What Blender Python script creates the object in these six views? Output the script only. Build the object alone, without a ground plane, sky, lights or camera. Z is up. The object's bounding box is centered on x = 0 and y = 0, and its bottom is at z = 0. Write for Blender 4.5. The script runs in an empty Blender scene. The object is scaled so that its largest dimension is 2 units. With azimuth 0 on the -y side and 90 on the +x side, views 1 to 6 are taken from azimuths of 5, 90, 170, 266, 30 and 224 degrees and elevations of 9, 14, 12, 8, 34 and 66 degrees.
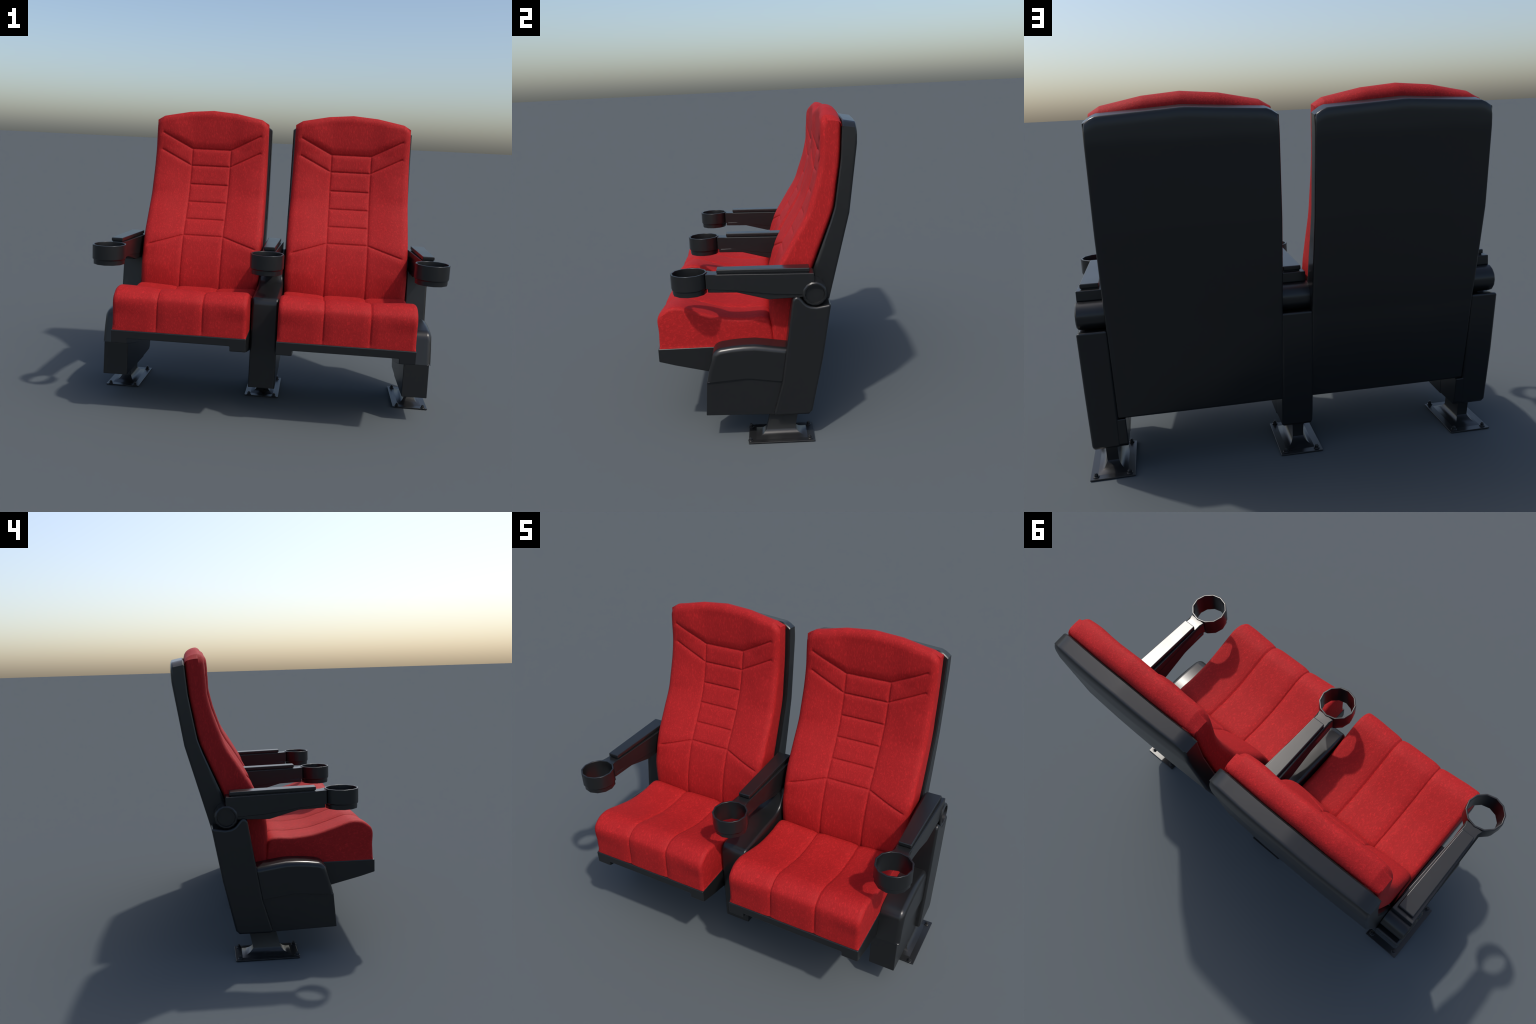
# A pair of cinema seats: two red upholstered seats sharing three black plastic
# legs and three armrests with open cup-holder rings.
import bpy, bmesh, math
from mathutils import Vector

SEAT_X = 0.4545          # centre of each seat, left and right of x = 0
ARM_X = 0.9045           # centre of each outer armrest


# ------------------------------------------------------------------ helpers
def interp(pts, t):
    """piecewise linear through (t, value) pairs sorted by t"""
    if t <= pts[0][0]:
        return pts[0][1]
    for (a, va), (b, vb) in zip(pts, pts[1:]):
        if t <= b:
            return va + (vb - va) * (t - a) / (b - a)
    return pts[-1][1]


def spline(pts, t):
    """monotone-ish cubic (Catmull-Rom tangents) through (t, value) pairs"""
    n = len(pts)
    if t <= pts[0][0]:
        return pts[0][1]
    if t >= pts[-1][0]:
        return pts[-1][1]
    for i in range(n - 1):
        if t <= pts[i + 1][0]:
            break
    (t0, p0), (t1, p1) = pts[i], pts[i + 1]
    def slope(j):
        a, b = max(j - 1, 0), min(j + 1, n - 1)
        return (pts[b][1] - pts[a][1]) / (pts[b][0] - pts[a][0])
    h = t1 - t0
    s = (t - t0) / h
    m0, m1 = slope(i) * h, slope(i + 1) * h
    return ((2*s**3 - 3*s**2 + 1) * p0 + (s**3 - 2*s**2 + s) * m0
            + (-2*s**3 + 3*s**2) * p1 + (s**3 - s**2) * m1)


def smoothstep(a, b, t):
    t = min(max((t - a) / (b - a), 0.0), 1.0)
    return t * t * (3 - 2 * t)


def make_mesh(name, verts, faces, mat, angle=40):
    me = bpy.data.meshes.new(name)
    me.from_pydata([tuple(v) for v in verts], [], faces)
    bm = bmesh.new()
    bm.from_mesh(me)
    bmesh.ops.remove_doubles(bm, verts=bm.verts, dist=1e-5)
    bmesh.ops.recalc_face_normals(bm, faces=bm.faces)
    bm.to_mesh(me)
    bm.free()
    me.materials.append(mat)
    me.polygons.foreach_set("use_smooth", [True] * len(me.polygons))
    if angle < 179:
        me.set_sharp_from_angle(angle=math.radians(angle))
    return me


def bevelled(me, width, segments=3, limit=25, share=None):
    """round the edges of a mesh that turn by more than `limit` degrees"""
    ob = bpy.data.objects.new("helper", me)
    bpy.context.scene.collection.objects.link(ob)
    m = ob.modifiers.new("round", 'BEVEL')
    m.width = width
    m.segments = segments
    m.limit_method = 'ANGLE'
    m.angle_limit = math.radians(limit)
    if share:                                  # rounding differs along the part
        m.limit_method = 'WEIGHT'
        bm = bmesh.new()
        bm.from_mesh(me)
        lay = bm.edges.layers.float.new("bevel_weight_edge")
        for e in bm.edges:
            if e.calc_face_angle(0) > math.radians(limit):
                e[lay] = share((e.verts[0].co + e.verts[1].co) / 2)
        bm.to_mesh(me)
        bm.free()
    m.harden_normals = False
    m.use_clamp_overlap = True
    m.miter_outer = 'MITER_ARC'
    me.polygons.foreach_set("use_smooth", [True] * len(me.polygons))
    wn = ob.modifiers.new("flat_faces", 'WEIGHTED_NORMAL')
    wn.weight = 100
    dg = bpy.context.evaluated_depsgraph_get()
    out = bpy.data.meshes.new_from_object(ob.evaluated_get(dg), depsgraph=dg)
    out.name = me.name
    bpy.data.objects.remove(ob)
    bpy.data.meshes.remove(me)
    return out


def prism(name, profile, x0, x1, mat, bevel=0.006, segments=3, limit=25, width_at=None, share=None):
    """side profile in (y, z) extruded across x; width_at(y, z) -> (x0, x1) may vary it"""
    verts, n = [], len(profile)
    for side in (0, 1):
        for y, z in profile:
            lo, hi = width_at(y, z) if width_at else (x0, x1)
            verts.append((hi if side else lo, y, z))
    faces = [tuple(range(n)), tuple(range(2 * n - 1, n - 1, -1))]
    faces += [(i, (i + 1) % n, n + (i + 1) % n, n + i) for i in range(n)]
    me = make_mesh(name, verts, faces, mat, 180)
    me.polygons.foreach_set("use_smooth", [False] * len(me.polygons))
    if bevel:
        me = bevelled(me, bevel, segments, limit, share)
    return me


def ring_stack(name, cx, cy, rings, sides, mat, bevel=0.0, closed=False, phase=0.0):
    """lathe-like body about a vertical axis from (radius, z) rings, few sides"""
    verts, faces = [], []
    for r, z in rings:
        for k in range(sides):
            a = phase + 2 * math.pi * k / sides
            verts.append((cx + r * math.cos(a), cy + r * math.sin(a), z))
    m = len(rings)
    for i in range(m if closed else m - 1):
        j = (i + 1) % m
        for k in range(sides):
            l = (k + 1) % sides
            faces.append((i*sides + k, i*sides + l, j*sides + l, j*sides + k))
    if not closed:
        faces.append(tuple(range(sides)))
        faces.append(tuple(range((m-1)*sides, m*sides)))
    me = make_mesh(name, verts, faces, mat, 32)
    if bevel:
        me = bevelled(me, bevel, 2, 40)
    return me


def edge_samples(half, radius, step, arc=7):
    """positions across [-half, half], packed along the rounded edges"""
    arcs = [half - radius * (1 - math.cos(math.pi / 2 * k / arc)) for k in range(arc + 1)]
    arcs = [half - radius * (1 - math.sin(math.pi / 2 * (arc - k) / arc)) for k in range(arc + 1)]
    right = sorted(set(round(a, 6) for a in arcs))
    n = max(2, int(2 * (half - radius) / step))
    mid = [-(half - radius) + 2 * (half - radius) * i / n for i in range(1, n)]
    return [-a for a in reversed(right)] + mid + right


def one_sided_samples(lo, hi, r_lo, r_hi, step, arc=7):
    low = [lo + r_lo * (1 - math.cos(math.pi / 2 * k / arc)) for k in range(arc + 1)]
    high = [hi - r_hi * (1 - math.cos(math.pi / 2 * k / arc)) for k in range(arc + 1)]
    n = max(2, int((hi - r_hi - lo - r_lo) / step))
    mid = [lo + r_lo + (hi - r_hi - lo - r_lo) * i / n for i in range(1, n)]
    return low + mid + list(reversed(high))


def panel(name, half_width, z_top, z_bottom, face_y, end_y, facing, mat,
          r_side, r_top, r_bottom, depth_round, step, rings, r_end, top_fall=0.0,
          relief=None, angle=50):
    """A cushion-like slab standing upright.  The detailed face lies at
    y = face_y(dx, z) and is rounded over at its outline; a wall runs back
    from the outline to end_y(dx, z); facing is -1 for a face looking to -y."""
    us = edge_samples(1.0, r_side / half_width(1.2), step / half_width(1.2))
    height = z_top(0) - z_bottom
    vs = one_sided_samples(0, 1, r_bottom / height, r_top / height, step / height)
    verts, faces = [], []
    nu, nv = len(us), len(vs)
    for v in vs:
        for u in us:
            # the height of the outline depends on x, the width on z
            zt = z_top(u * half_width(z_top(0)))
            z = z_bottom + v * (zt - z_bottom)
            w = half_width(z)
            dx = u * w
            es = max(0.0, 1 - w * (1 - abs(u)) / r_side)
            et = max(0.0, 1 - (zt - z) / r_top, 1 - (z - z_bottom) / r_bottom)
            e = min(1.0, math.hypot(es, et))
            drop = depth_round * (1 - math.sqrt(max(0.0, 1 - e * e)))
            y = face_y(dx, z)
            if relief:
                y += facing * relief(dx, z) * (1 - e)
            verts.append(Vector((dx, y - facing * drop, z)))
    for j in range(nv - 1):
        for i in range(nu - 1):
            a = j * nu + i
            faces.append((a, a + 1, a + nu + 1, a + nu))
    loop = ([i for i in range(nu)] + [j*nu + nu - 1 for j in range(1, nv)]
            + [(nv-1)*nu + i for i in range(nu - 2, -1, -1)] + [j*nu for j in range(nv - 2, 0, -1)])
    prev = loop
    base = [verts[i].copy() for i in loop]
    for k in range(1, rings + 1):
        f = k / rings
        cur = []
        for idx, p in zip(loop, base):
            row, col = divmod(idx, nu)
            ye = end_y(p.x, p.z)
            y = p.y + (ye - p.y) * f
            left = abs(ye - y)
            q = p.copy()
            q.y = y
            if left < r_end:                       # roll the far edge inwards
                inset = r_end * (1 - math.sqrt(max(0.0, 1 - (1 - left / r_end) ** 2)))
                if col in (0, nu - 1):
                    q.x -= math.copysign(inset, q.x)
                if row == nv - 1:
                    q.z -= inset
                elif row == 0:
                    q.z += inset
            if top_fall:
                w = smoothstep(z_top(0) - 0.10, z_top(0) - 0.03, p.z)
                q.z -= w * top_fall * (f * f if top_fall > 0 else f)
            cur.append(len(verts))
            verts.append(q)
        n = len(loop)
        for a in range(n):
            b = (a + 1) % n
            faces.append((prev[a], prev[b], cur[b], cur[a]))
        prev = cur
    # close the far side with strips from the left wall to the right wall
    ring = {idx: prev[k] for k, idx in enumerate(loop)}
    for j in range(1, nv - 2):
        faces.append((ring[j*nu], ring[j*nu + nu - 1], ring[(j+1)*nu + nu - 1], ring[(j+1)*nu]))
    faces.append(tuple(ring[i] for i in range(nu)) + (ring[nu + nu - 1], ring[nu]))
    faces.append((ring[(nv-2)*nu], ring[(nv-2)*nu + nu - 1])
                 + tuple(ring[(nv-1)*nu + i] for i in range(nu - 1, -1, -1)))
    return make_mesh(name, verts, faces, mat, angle)


# ---------------------------------------------------------------- materials
def new_material(name):
    m = bpy.data.materials.new(name)
    m.use_nodes = True
    nt = m.node_tree
    return m, nt, nt.nodes["Principled BSDF"]


def fabric_material(name, along):
    """red plush: short pale fibres lying along one axis over a slightly mottled ground"""
    m, nt, bsdf = new_material(name)
    N, L = nt.nodes, nt.links
    co = N.new("ShaderNodeTexCoord")
    mp = N.new("ShaderNodeMapping")
    mp.inputs["Scale"].default_value = along
    L.new(co.outputs["Object"], mp.inputs["Vector"])
    fibre = N.new("ShaderNodeTexNoise")
    fibre.inputs["Scale"].default_value = 135
    fibre.inputs["Detail"].default_value = 3
    fibre.inputs["Roughness"].default_value = 0.55
    fibre.inputs["Distortion"].default_value = 0.9
    L.new(mp.outputs["Vector"], fibre.inputs["Vector"])
    blotch = N.new("ShaderNodeTexNoise")
    blotch.inputs["Scale"].default_value = 14
    blotch.inputs["Detail"].default_value = 3
    L.new(co.outputs["Object"], blotch.inputs["Vector"])
    ramp = N.new("ShaderNodeValToRGB")
    e = ramp.color_ramp.elements
    e[0].position, e[0].color = 0.50, (0.350, 0.0100, 0.0105, 1)
    e[1].position, e[1].color = 0.74, (0.520, 0.0150, 0.0165, 1)
    L.new(fibre.outputs["Fac"], ramp.inputs["Fac"])
    tint = N.new("ShaderNodeMix")
    tint.data_type = 'RGBA'
    tint.blend_type = 'MULTIPLY'
    tint.inputs["Factor"].default_value = 1.0
    r2 = N.new("ShaderNodeValToRGB")
    r2.color_ramp.elements[0].position, r2.color_ramp.elements[0].color = 0.3, (0.93, 0.93, 0.93, 1)
    r2.color_ramp.elements[1].position, r2.color_ramp.elements[1].color = 0.7, (1.0, 1.0, 1.0, 1)
    L.new(blotch.outputs["Fac"], r2.inputs["Fac"])
    L.new(ramp.outputs["Color"], tint.inputs["A"])
    L.new(r2.outputs["Color"], tint.inputs["B"])
    L.new(tint.outputs["Result"], bsdf.inputs["Base Color"])
    bump = N.new("ShaderNodeBump")
    bump.inputs["Strength"].default_value = 0.35
    bump.inputs["Distance"].default_value = 0.003
    L.new(fibre.outputs["Fac"], bump.inputs["Height"])
    L.new(bump.outputs["Normal"], bsdf.inputs["Normal"])
    bsdf.inputs["Roughness"].default_value = 0.72
    bsdf.inputs["Specular IOR Level"].default_value = 0.22
    return m


def plastic_material(name, colour, rough, metallic=0.0, bump_strength=0.03):
    m, nt, bsdf = new_material(name)
    N, L = nt.nodes, nt.links
    co = N.new("ShaderNodeTexCoord")
    grain = N.new("ShaderNodeTexNoise")
    grain.inputs["Scale"].default_value = 400
    grain.inputs["Detail"].default_value = 2
    L.new(co.outputs["Object"], grain.inputs["Vector"])
    wear = N.new("ShaderNodeTexNoise")
    wear.inputs["Scale"].default_value = 6
    wear.inputs["Detail"].default_value = 5
    L.new(co.outputs["Object"], wear.inputs["Vector"])
    rr = N.new("ShaderNodeMapRange")
    rr.inputs["To Min"].default_value = rough - 0.03
    rr.inputs["To Max"].default_value = rough + 0.03
    L.new(wear.outputs["Fac"], rr.inputs["Value"])
    L.new(rr.outputs["Result"], bsdf.inputs["Roughness"])
    bump = N.new("ShaderNodeBump")
    bump.inputs["Strength"].default_value = bump_strength
    bump.inputs["Distance"].default_value = 0.001
    L.new(grain.outputs["Fac"], bump.inputs["Height"])
    L.new(bump.outputs["Normal"], bsdf.inputs["Normal"])
    bsdf.inputs["Base Color"].default_value = (*colour, 1)
    bsdf.inputs["Metallic"].default_value = metallic
    return m


RED_BACK = fabric_material("red_fabric_backrest", (1.0, 1.0, 0.36))
RED_SEAT = fabric_material("red_fabric_seat", (1.0, 0.45, 0.55))
BLACK = plastic_material("black_plastic", (0.0100, 0.0106, 0.0112), 0.30)
STEEL = plastic_material("black_steel", (0.0150, 0.0155, 0.0160), 0.30, 0.0)


# ------------------------------------------------------------ object set-up
def add(name, me, parent, loc=(0, 0, 0)):
    ob = bpy.data.objects.new(name, me)
    bpy.context.scene.collection.objects.link(ob)
    ob.parent = parent
    ob.location = loc
    return ob


root = bpy.data.objects.new("cinema_seat_pair", None)
bpy.context.scene.collection.objects.link(root)
root["label"] = "two joined red cinema seats with black armrests and cup holders"
root["category"] = "cinema seats"

# ------------------------------------------------------- backrest cushion
# depth of the middle of the cushion and of its side bolsters against height
CENTRE_Y = [(0.47, 0.045), (0.625, 0.046), (0.70, 0.052), (0.80, 0.074), (0.88, 0.102), (0.943, 0.130),
            (1.04, 0.190), (1.149, 0.254), (1.26, 0.303), (1.38, 0.335), (1.47, 0.352), (1.50, 0.359),
            (1.58, 0.361), (1.65, 0.361), (1.75, 0.364)]
BOLSTER_Y = [(0.47, 0.052), (0.62, 0.046), (0.75, 0.049), (0.82, 0.067), (0.88, 0.085), (0.94, 0.111),
             (1.00, 0.145), (1.10, 0.204), (1.15, 0.235), (1.20, 0.261), (1.26, 0.281), (1.32, 0.301),
             (1.38, 0.319), (1.48, 0.339), (1.59, 0.344), (1.66, 0.349), (1.75, 0.356)]
CUSHION_TOP = [(-0.366, 1.670), (-0.322, 1.697), (-0.155, 1.730), (0.0, 1.743), (0.155, 1.730), (0.322, 1.697), (0.366, 1.670)]
CUSHION_HALF = [(0.47, 0.372), (0.96, 0.376), (1.35, 0.370), (1.66, 0.366)]
# front rim of the plastic shell = where the cushion ends
RIM_Y = [(0.28, 0.130), (0.50, 0.175), (0.75, 0.238), (0.915, 0.291), (1.09, 0.359), (1.16, 0.386), (1.23, 0.409), (1.347, 0.427),
         (1.475, 0.446), (1.70, 0.460)]
SHELL_Y = [(0.28, 0.270), (0.33, 0.282), (0.456, 0.311), (0.745, 0.368), (0.978, 0.427), (1.20, 0.483), (1.55, 0.528), (1.70, 0.531)]


def bulge(dx, z):
    """the shell is bowed backwards in plan, more so towards its top"""
    return (0.003 + 0.011 * smoothstep(0.85, 1.62, z)) * (1 - (dx / 0.388) ** 2)


# stitched seams: straight runs in (dx, z)
SX = 0.1265
BACK_SEAMS = []
for s in (-1, 1):
    BACK_SEAMS += [((s*SX, 1.490), (s*SX, 0.40)),
                   ((s*SX, 1.490), (s*0.319, 1.589)),
                   ((s*SX, 1.381), (s*0.321, 1.479)),
                   ((s*SX, 0.944), (s*0.338, 0.880))]
for z, half in ((1.490, SX), (1.381, SX), (1.261, SX - 0.004), (1.149, SX - 0.004), (1.043, SX - 0.004), (0.944, SX)):
    BACK_SEAMS.append(((-half, z), (half, z)))


def segment_distance(p, a, b):
    ax, ay = a
    vx, vy = b[0] - ax, b[1] - ay
    t = ((p[0] - ax) * vx + (p[1] - ay) * vy) / (vx * vx + vy * vy)
    t = min(1.0, max(0.0, t))
    return math.hypot(p[0] - ax - t * vx, p[1] - ay - t * vy)


def back_relief(dx, z):
    # negative = pressed in.  sharp stitch groove with a soft puckered valley
    d = min(segment_distance((dx, z), a, b) for a, b in BACK_SEAMS)
    r = 0.0
    if d < 0.08:
        r -= 0.0060 * math.exp(-(d / 0.0040) ** 2) + 0.0035 * math.exp(-(d / 0.016) ** 2)
    # the head pillow swells above its lower seam
    return r


def back_face(dx, z):
    b = smoothstep(0.10, 0.30, abs(dx))
    y = spline(CENTRE_Y, z) * (1 - b) + spline(BOLSTER_Y, z) * b
    # pillow overhanging the seam under the head
    seam_z = 1.490 + max(0.0, abs(dx) - SX) * 0.515
    over = z - seam_z
    if 0 < over:
        y -= 0.006 * smoothstep(0.0, 0.05, over) * (1 - smoothstep(0.06, 0.20, over)) * (1 - smoothstep(0.2, 0.33, abs(dx)))
    return y


me = panel("backrest_cushion", lambda z: interp(CUSHION_HALF, z), lambda dx: interp(CUSHION_TOP, dx), 0.47,
           back_face, lambda dx, z: spline(RIM_Y, z) + 0.6 * bulge(dx, z) - 0.004, -1, RED_BACK,
           r_side=0.042, r_top=0.040, r_bottom=0.03, depth_round=0.030, step=0.0042, rings=12,
           r_end=0.024, top_fall=0.034, relief=back_relief, angle=180)
LEAN = math.radians(1.25)      # the left back leans a little further than the right


def hang_back(name, me):
    for s in (-1, 1):
        ob = add(name, me, root, (s * SEAT_X, 0, 0))
        if s < 0:                # turn about a hinge line near the seat joint
            hy, hz = 0.15, 0.62
            c, n = math.cos(-LEAN), math.sin(-LEAN)
            ob.rotation_euler = (-LEAN, 0, 0)
            ob.location = (s * SEAT_X, hy - (c * hy - n * hz), hz - (n * hy + c * hz))


hang_back("backrest_cushion", me)

# ---------------------------------------------------------- backrest shell
SHELL_TOP = [(-0.384, 1.630), (-0.342, 1.657), (0.0, 1.678), (0.342, 1.657), (0.384, 1.630)]
SHELL_HALF = [(0.28, 0.388), (1.0, 0.388), (1.63, 0.384)]
me = panel("backrest_shell", lambda z: interp(SHELL_HALF, z), lambda dx: interp(SHELL_TOP, dx), 0.300,
           lambda dx, z: interp(SHELL_Y, z) + bulge(dx, z), lambda dx, z: interp(RIM_Y, z) + bulge(dx, z) * 0.6, 1, BLACK,
           r_side=0.010, r_top=0.045, r_bottom=0.014, depth_round=0.012, step=0.02, rings=10, r_end=0.006, top_fall=-0.012, angle=35)
hang_back("backrest_shell", me)

# ------------------------------------------------------------ seat cushion
SEAT_HALF = 0.3705
SEAT_PROFILE = [(0.066, 0.470), (0.064, 0.530), (0.052, 0.605), (0.036, 0.632), (0.005, 0.643), (-0.09, 0.640), (-0.216, 0.652),
                (-0.327, 0.683), (-0.430, 0.716), (-0.470, 0.718), (-0.500, 0.711), (-0.527, 0.694),
                (-0.546, 0.674), (-0.554, 0.640), (-0.558, 0.560), (-0.560, 0.490)]


def resample(pts, step):
    """even points along a Catmull-Rom curve through pts"""
    dense = []
    P = [Vector(p) for p in pts]
    for i in range(len(P) - 1):
        p0, p1, p2, p3 = P[max(i-1, 0)], P[i], P[i+1], P[min(i+2, len(P)-1)]
        n = 24
        # centripetal-style tangents keep the corners tight
        h = (p2 - p1).length
        t1 = (p2 - p0) / max((p2 - p1).length + (p1 - p0).length, 1e-6) * h
        t2 = (p3 - p1) / max((p3 - p2).length + (p2 - p1).length, 1e-6) * h
        for k in range(n):
            s = k / n
            dense.append((2*s**3-3*s**2+1)*p1 + (s**3-2*s**2+s)*t1 + (-2*s**3+3*s**2)*p2 + (s**3-s**2)*t2)
    dense.append(P[-1])
    acc = [0.0]
    for a, b in zip(dense, dense[1:]):
        acc.append(acc[-1] + (b - a).length)
    n = int(acc[-1] / step)
    out, j = [], 0
    for k in range(n + 1):
        d = acc[-1] * k / n
        while j < len(acc) - 2 and acc[j + 1] < d:
            j += 1
        f = (d - acc[j]) / max(acc[j+1] - acc[j], 1e-9)
        out.append(dense[j].lerp(dense[j+1], min(1, f)))
    return out


def seat_cushion():
    prof = resample(SEAT_PROFILE, 0.0065)
    n = len(prof)
    normals = []
    for i in range(n):
        t = prof[min(i+1, n-1)] - prof[max(i-1, 0)]
        t.normalize()
        normals.append(Vector((-t.y, t.x)) * -1)        # outwards (up / forward)
    xs = edge_samples(SEAT_HALF, 0.024, 0.0048, 8)
    verts, faces = [], []
    for x in xs:
        e = max(0.0, 1 - (SEAT_HALF - abs(x)) / 0.024)
        drop = 0.018 * (1 - math.sqrt(max(0.0, 1 - e * e)))
        d = abs(abs(x) - SX)
        groove = 0.0055 * math.exp(-(d / 0.0050) ** 2) + 0.006 * math.exp(-(d / 0.028) ** 2)
        for p, nn in zip(prof, normals):
            f = smoothstep(0.485, 0.52, p.y)
            lift = 0.008 * smoothstep(0.16, 0.32, abs(x)) * smoothstep(0.58, 0.66, p.y)
            q = p - nn * (drop * f + groove * (0.5 + 0.5 * f) - lift)
            verts.append((x, q.x, q.y))
    m = len(xs)
    for i in range(m - 1):
        for j in range(n - 1):
            faces.append((i*n + j, i*n + j + 1, (i+1)*n + j + 1, (i+1)*n + j))
    faces.append(tuple(range(n)))
    faces.append(tuple((m-1)*n + j for j in range(n)))
    faces.append(tuple(i*n for i in range(m)) + tuple((m-1-i)*n + n - 1 for i in range(m)))
    return make_mesh("seat_cushion", verts, faces, RED_SEAT, 60)


me = seat_cushion()
for s in (-1, 1):
    add("seat_cushion", me, root, (s * SEAT_X, 0, 0))


# --------------------------------------------- plastic pan under the seat
def seat_pan():
    w, rail = 0.3735, 0.285
    stations = [(-0.566, 0.496, 0.4225), (-0.48, 0.496, 0.398), (-0.306, 0.496, 0.356), (-0.10, 0.496, 0.330),
                (0.03, 0.496, 0.345), (0.07, 0.496, 0.400)]
    verts, faces = [], []
    for y, zt, zr in stations:
        zp = 0.450
        verts += [(-w, y, zt), (w, y, zt), (w, y, zr), (rail, y, zr), (rail, y, zp), (-rail, y, zp), (-rail, y, zr), (-w, y, zr)]
    for i in range(len(stations) - 1):
        for k in range(8):
            l = (k + 1) % 8
            faces.append((i*8 + k, i*8 + l, (i+1)*8 + l, (i+1)*8 + k))
    faces.append(tuple(range(8)))
    faces.append(tuple(len(verts) - 8 + k for k in range(8)))
    me = make_mesh("seat_pan", verts, faces, BLACK, 180)
    me.polygons.foreach_set("use_smooth", [False] * len(me.polygons))
    me = bevelled(me, 0.005, 3, 40)
    return me


me = seat_pan()
for s in (-1, 1):
    add("seat_pan", me, root, (s * SEAT_X, 0, 0))

# -------------------------------------------------------------------- legs
UPRIGHT = [(0.167, 0.776), (0.171, 0.787), (0.179, 0.795), (0.190, 0.799), (0.202, 0.797), (0.212, 0.788), (0.232, 0.763), (0.245, 0.752), (0.262, 0.745), (0.290, 0.741), (0.325, 0.746),
           (0.367, 0.753), (0.316, 0.456), (0.252, 0.165), (0.232, 0.145), (0.062, 0.144), (0.044, 0.151), (0.098, 0.337), (0.129, 0.530)]
UPRIGHT_FOOT = [(0.279, 0.300), (0.251, 0.1655), (0.2315, 0.1455), (0.0625, 0.1445), (0.0445, 0.1515), (0.087, 0.300)]
SIDE_COVER = [(0.150, 0.514), (0.110, 0.518), (0.020, 0.532), (-0.040, 0.540), (-0.100, 0.540), (-0.160, 0.536), (-0.220, 0.528), (-0.238, 0.522), (-0.253, 0.512), (-0.263, 0.498), (-0.269, 0.482), (-0.303, 0.343), (-0.081, 0.359), (0.120, 0.330)]
MID_COVER = [(0.185, 0.794), (0.142, 0.792), (0.124, 0.782), (0.100, 0.755), (0.066, 0.716), (0.046, 0.701), (0.022, 0.692), (-0.010, 0.689), (-0.330, 0.686), (-0.350, 0.680), (-0.363, 0.666), (-0.370, 0.642), (-0.371, 0.560),
             (-0.368, 0.1560), (0.080, 0.1415)]
LOWER_COVER = [(0.120, 0.370), (-0.081, 0.370), (-0.299, 0.352), (-0.302, 0.341), (-0.3165, 0.1525), (0.080, 0.1415)]


def foot_post(cx):
    """steel post: slightly leaning flat bar that flares into its floor plate"""
    levels = [(0.165, 0.027, 0.074, 0.106), (0.044, 0.027, 0.077, 0.079), (0.036, 0.030, 0.083, 0.079), (0.024, 0.038, 0.096, 0.080),
              (0.014, 0.052, 0.116, 0.081), (0.0065, 0.070, 0.138, 0.081)]
    verts, faces = [], []
    for z, hx, hy, cy in levels:
        verts += [(cx - hx, cy - hy, z), (cx + hx, cy - hy, z), (cx + hx, cy + hy, z), (cx - hx, cy + hy, z)]
    for i in range(len(levels) - 1):
        for k in range(4):
            l = (k + 1) % 4
            faces.append((i*4 + k, i*4 + l, (i+1)*4 + l, (i+1)*4 + k))
    faces += [(0, 1, 2, 3), tuple(range(len(verts) - 4, len(verts)))]
    return make_mesh("foot_post", verts, faces, STEEL, 35)


bolt_verts, bolt_faces = [], []
for r, z0, z1, sides in ((0.0145, 0.0, 0.005, 12), (0.0095, 0.0045, 0.0155, 6), (0.0060, 0.015, 0.021, 10)):
    o = len(bolt_verts)
    for z, rr in ((z0, r), (z1 - 0.0015, r), (z1, r * 0.88)):
        for k in range(sides):
            a = 2 * math.pi * k / sides
            bolt_verts.append((rr * math.cos(a), rr * math.sin(a), z))
    for i in range(2):
        for k in range(sides):
            l = (k + 1) % sides
            bolt_faces.append((o + i*sides + k, o + i*sides + l, o + (i+1)*sides + l, o + (i+1)*sides + k))
    bolt_faces.append(tuple(o + k for k in range(sides)))
    bolt_faces.append(tuple(o + 2*sides + k for k in range(sides)))
BOLT = make_mesh("bolt", bolt_verts, bolt_faces, STEEL, 30)


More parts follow.
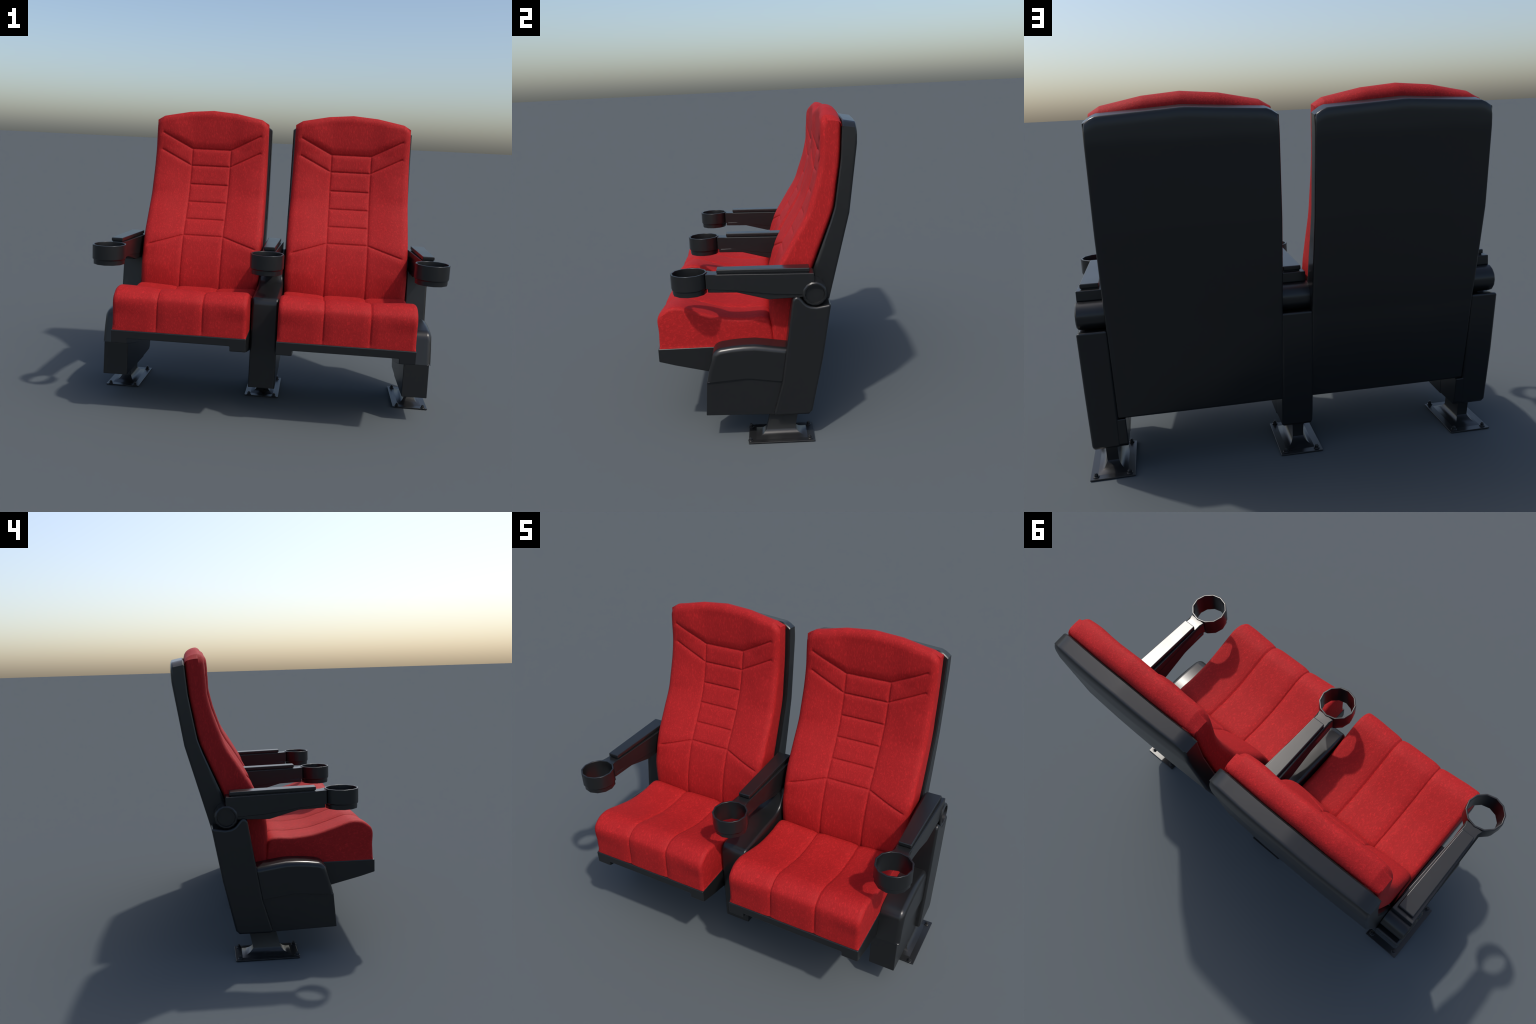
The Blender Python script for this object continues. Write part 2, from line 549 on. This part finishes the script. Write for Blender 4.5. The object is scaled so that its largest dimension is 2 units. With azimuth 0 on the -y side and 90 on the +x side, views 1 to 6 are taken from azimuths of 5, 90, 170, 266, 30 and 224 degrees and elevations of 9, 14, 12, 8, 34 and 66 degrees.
def leg(side):
    """side = -1, 0, 1; the outer legs have a low cover and an inward foot"""
    if side:
        outer, inner, foot_in = 0.9705, 0.838, 0.8045
        span = lambda a, b: (min(side * a, side * b), max(side * a, side * b))
        up = prism("leg", UPRIGHT, *span(inner, outer), BLACK, 0.013, 4, 45)
        cover = prism("side_cover", SIDE_COVER, *span(0.822, 0.9555), BLACK, 0.030, 7, 45,
                      share=lambda c: 0.05 if c.z < 0.37 else 0.3 if abs(c.x) < 0.85 else 0.7 if c.y < -0.25 and c.z < 0.47 else 1.0)
        low = prism("lower_cover", LOWER_COVER, *span(0.8035, 0.9462), BLACK, 0.004)
        cx = side * 0.8915
    else:
        up = prism("leg", UPRIGHT, -0.0755, 0.0755, BLACK, 0.013, 4, 45)
        cover = prism("side_cover", MID_COVER, -0.0765, 0.0760, BLACK, 0.016, 5, 45,
                      share=lambda c: 1.0 if c.z > 0.5 else (0.5 if c.z > 0.2 else 0.2))
        low = None
        cx = -0.0155
    ob = add("leg", up, root)
    if side:
        heel = prism("leg_heel", UPRIGHT_FOOT, *span(foot_in, 0.90), BLACK, 0.006)
        add("leg_heel", heel, ob)
    add("side_cover", cover, ob)
    if low:
        add("lower_cover", low, ob)
    add("foot_post", foot_post(cx), ob)
    plate = prism("floor_plate", [(-0.097, 0.0), (0.258, 0.0), (0.258, 0.0065), (-0.097, 0.0065)], cx - 0.1035, cx + 0.1035, STEEL, 0.0015, 2)
    add("floor_plate", plate, ob)
    for dx in (-0.077, 0.077):
        for dy in (-0.086, 0.232):
            add("bolt", BOLT, ob, (cx + dx, dy, 0.0060))


for s in (1, 0, -1):
    leg(s)

# --------------------------------------------------------------- armrests
ARM_HALF = [(-0.2715, 0.0455), (-0.246, 0.0375), (-0.212, 0.0395), (0.284, 0.058)]
ARM_BODY = [(0.283, 0.9185), (0.284, 0.873), (0.262, 0.850), (0.222, 0.808), (0.073, 0.815), (-0.122, 0.840), (-0.246, 0.8530), (-0.2715, 0.8555),
            (-0.2715, 0.9340), (-0.246, 0.9300), (-0.212, 0.9295)]
ARM_UNDER = [(-0.264, 0.856), (-0.264, 0.834), (-0.115, 0.829), (0.047, 0.786), (0.230, 0.792), (0.230, 0.825), (0.073, 0.832), (-0.122, 0.857)]
PAD_HALF = [(-0.214, 0.0335), (0.262, 0.0415)]
PAD = [(-0.214, 0.9330), (-0.214, 0.9540), (0.262, 0.9440), (0.262, 0.9225)]
PAD_FOOT = [(-0.207, 0.9270), (-0.207, 0.9360), (0.255, 0.9260), (0.255, 0.9160)]


def armrest(cx, hub_from, hub_to, name="armrest"):
    body = prism("armrest", ARM_BODY, 0, 0, BLACK, 0.0035, 2,
                 width_at=lambda y, z: (cx - interp(ARM_HALF, y), cx + interp(ARM_HALF, y)))
    ob = add("armrest", body, root)
    under = prism("armrest_underside", ARM_UNDER, 0, 0, BLACK, 0.004, 2,
                  width_at=lambda y, z: (cx - interp(ARM_HALF, max(y, -0.212)) + (0.006 if cx < -0.1 else 0.0012),
                                         cx + interp(ARM_HALF, max(y, -0.212)) - (0.006 if cx > 0.1 else 0.0012)))
    add("armrest_underside", under, ob)
    pad = prism("armrest_pad", PAD, 0, 0, BLACK, 0.0045, 3,
                width_at=lambda y, z: (cx - interp(PAD_HALF, y), cx + interp(PAD_HALF, y)))
    add("armrest_pad", pad, ob)
    foot = prism("pad_mount", PAD_FOOT, 0, 0, BLACK, 0,
                 width_at=lambda y, z: (cx - interp(PAD_HALF, y) + 0.006, cx + interp(PAD_HALF, y) - 0.006))
    add("pad_mount", foot, ob)
    rings = [(0.0955, 0.938), (0.0955, 0.8575), (0.0895, 0.8535), (0.0890, 0.8265), (0.0800, 0.8265), (0.0865, 0.938)]
    cup = ring_stack("cup_holder", cx, -0.36, rings, 12, BLACK, 0.0022, closed=True)
    add("cup_holder", cup, ob)
    # pivot: a twelve-sided drum lying across, with a raised rim and sunk cap
    w = (hub_to - hub_from)
    sgn = 1 if w > 0 else -1
    prof = [(0.030, sgn * 0.004), (0.0635, sgn * 0.004), (0.0635, w - sgn * 0.006), (0.0570, w), (0.0510, w), (0.0490, w - sgn * 0.016), (0.0001, w - sgn * 0.016)]
    hub = ring_stack("pivot_hub", 0, 0, prof, 14, BLACK, 0.0)
    hub_ob = hub
    for v in hub_ob.vertices:
        x, y, z = v.co
        v.co = (hub_from + z, 0.2835 + x, 0.8095 + y)
    bm = bmesh.new()
    bm.from_mesh(hub_ob)
    bmesh.ops.recalc_face_normals(bm, faces=bm.faces)
    bm.to_mesh(hub_ob)
    bm.free()
    add("pivot_hub", hub_ob, ob)


armrest(ARM_X, 0.842, 0.9690)
armrest(-0.003, -0.070, 0.0700)
armrest(-ARM_X, -0.842, -0.9690)
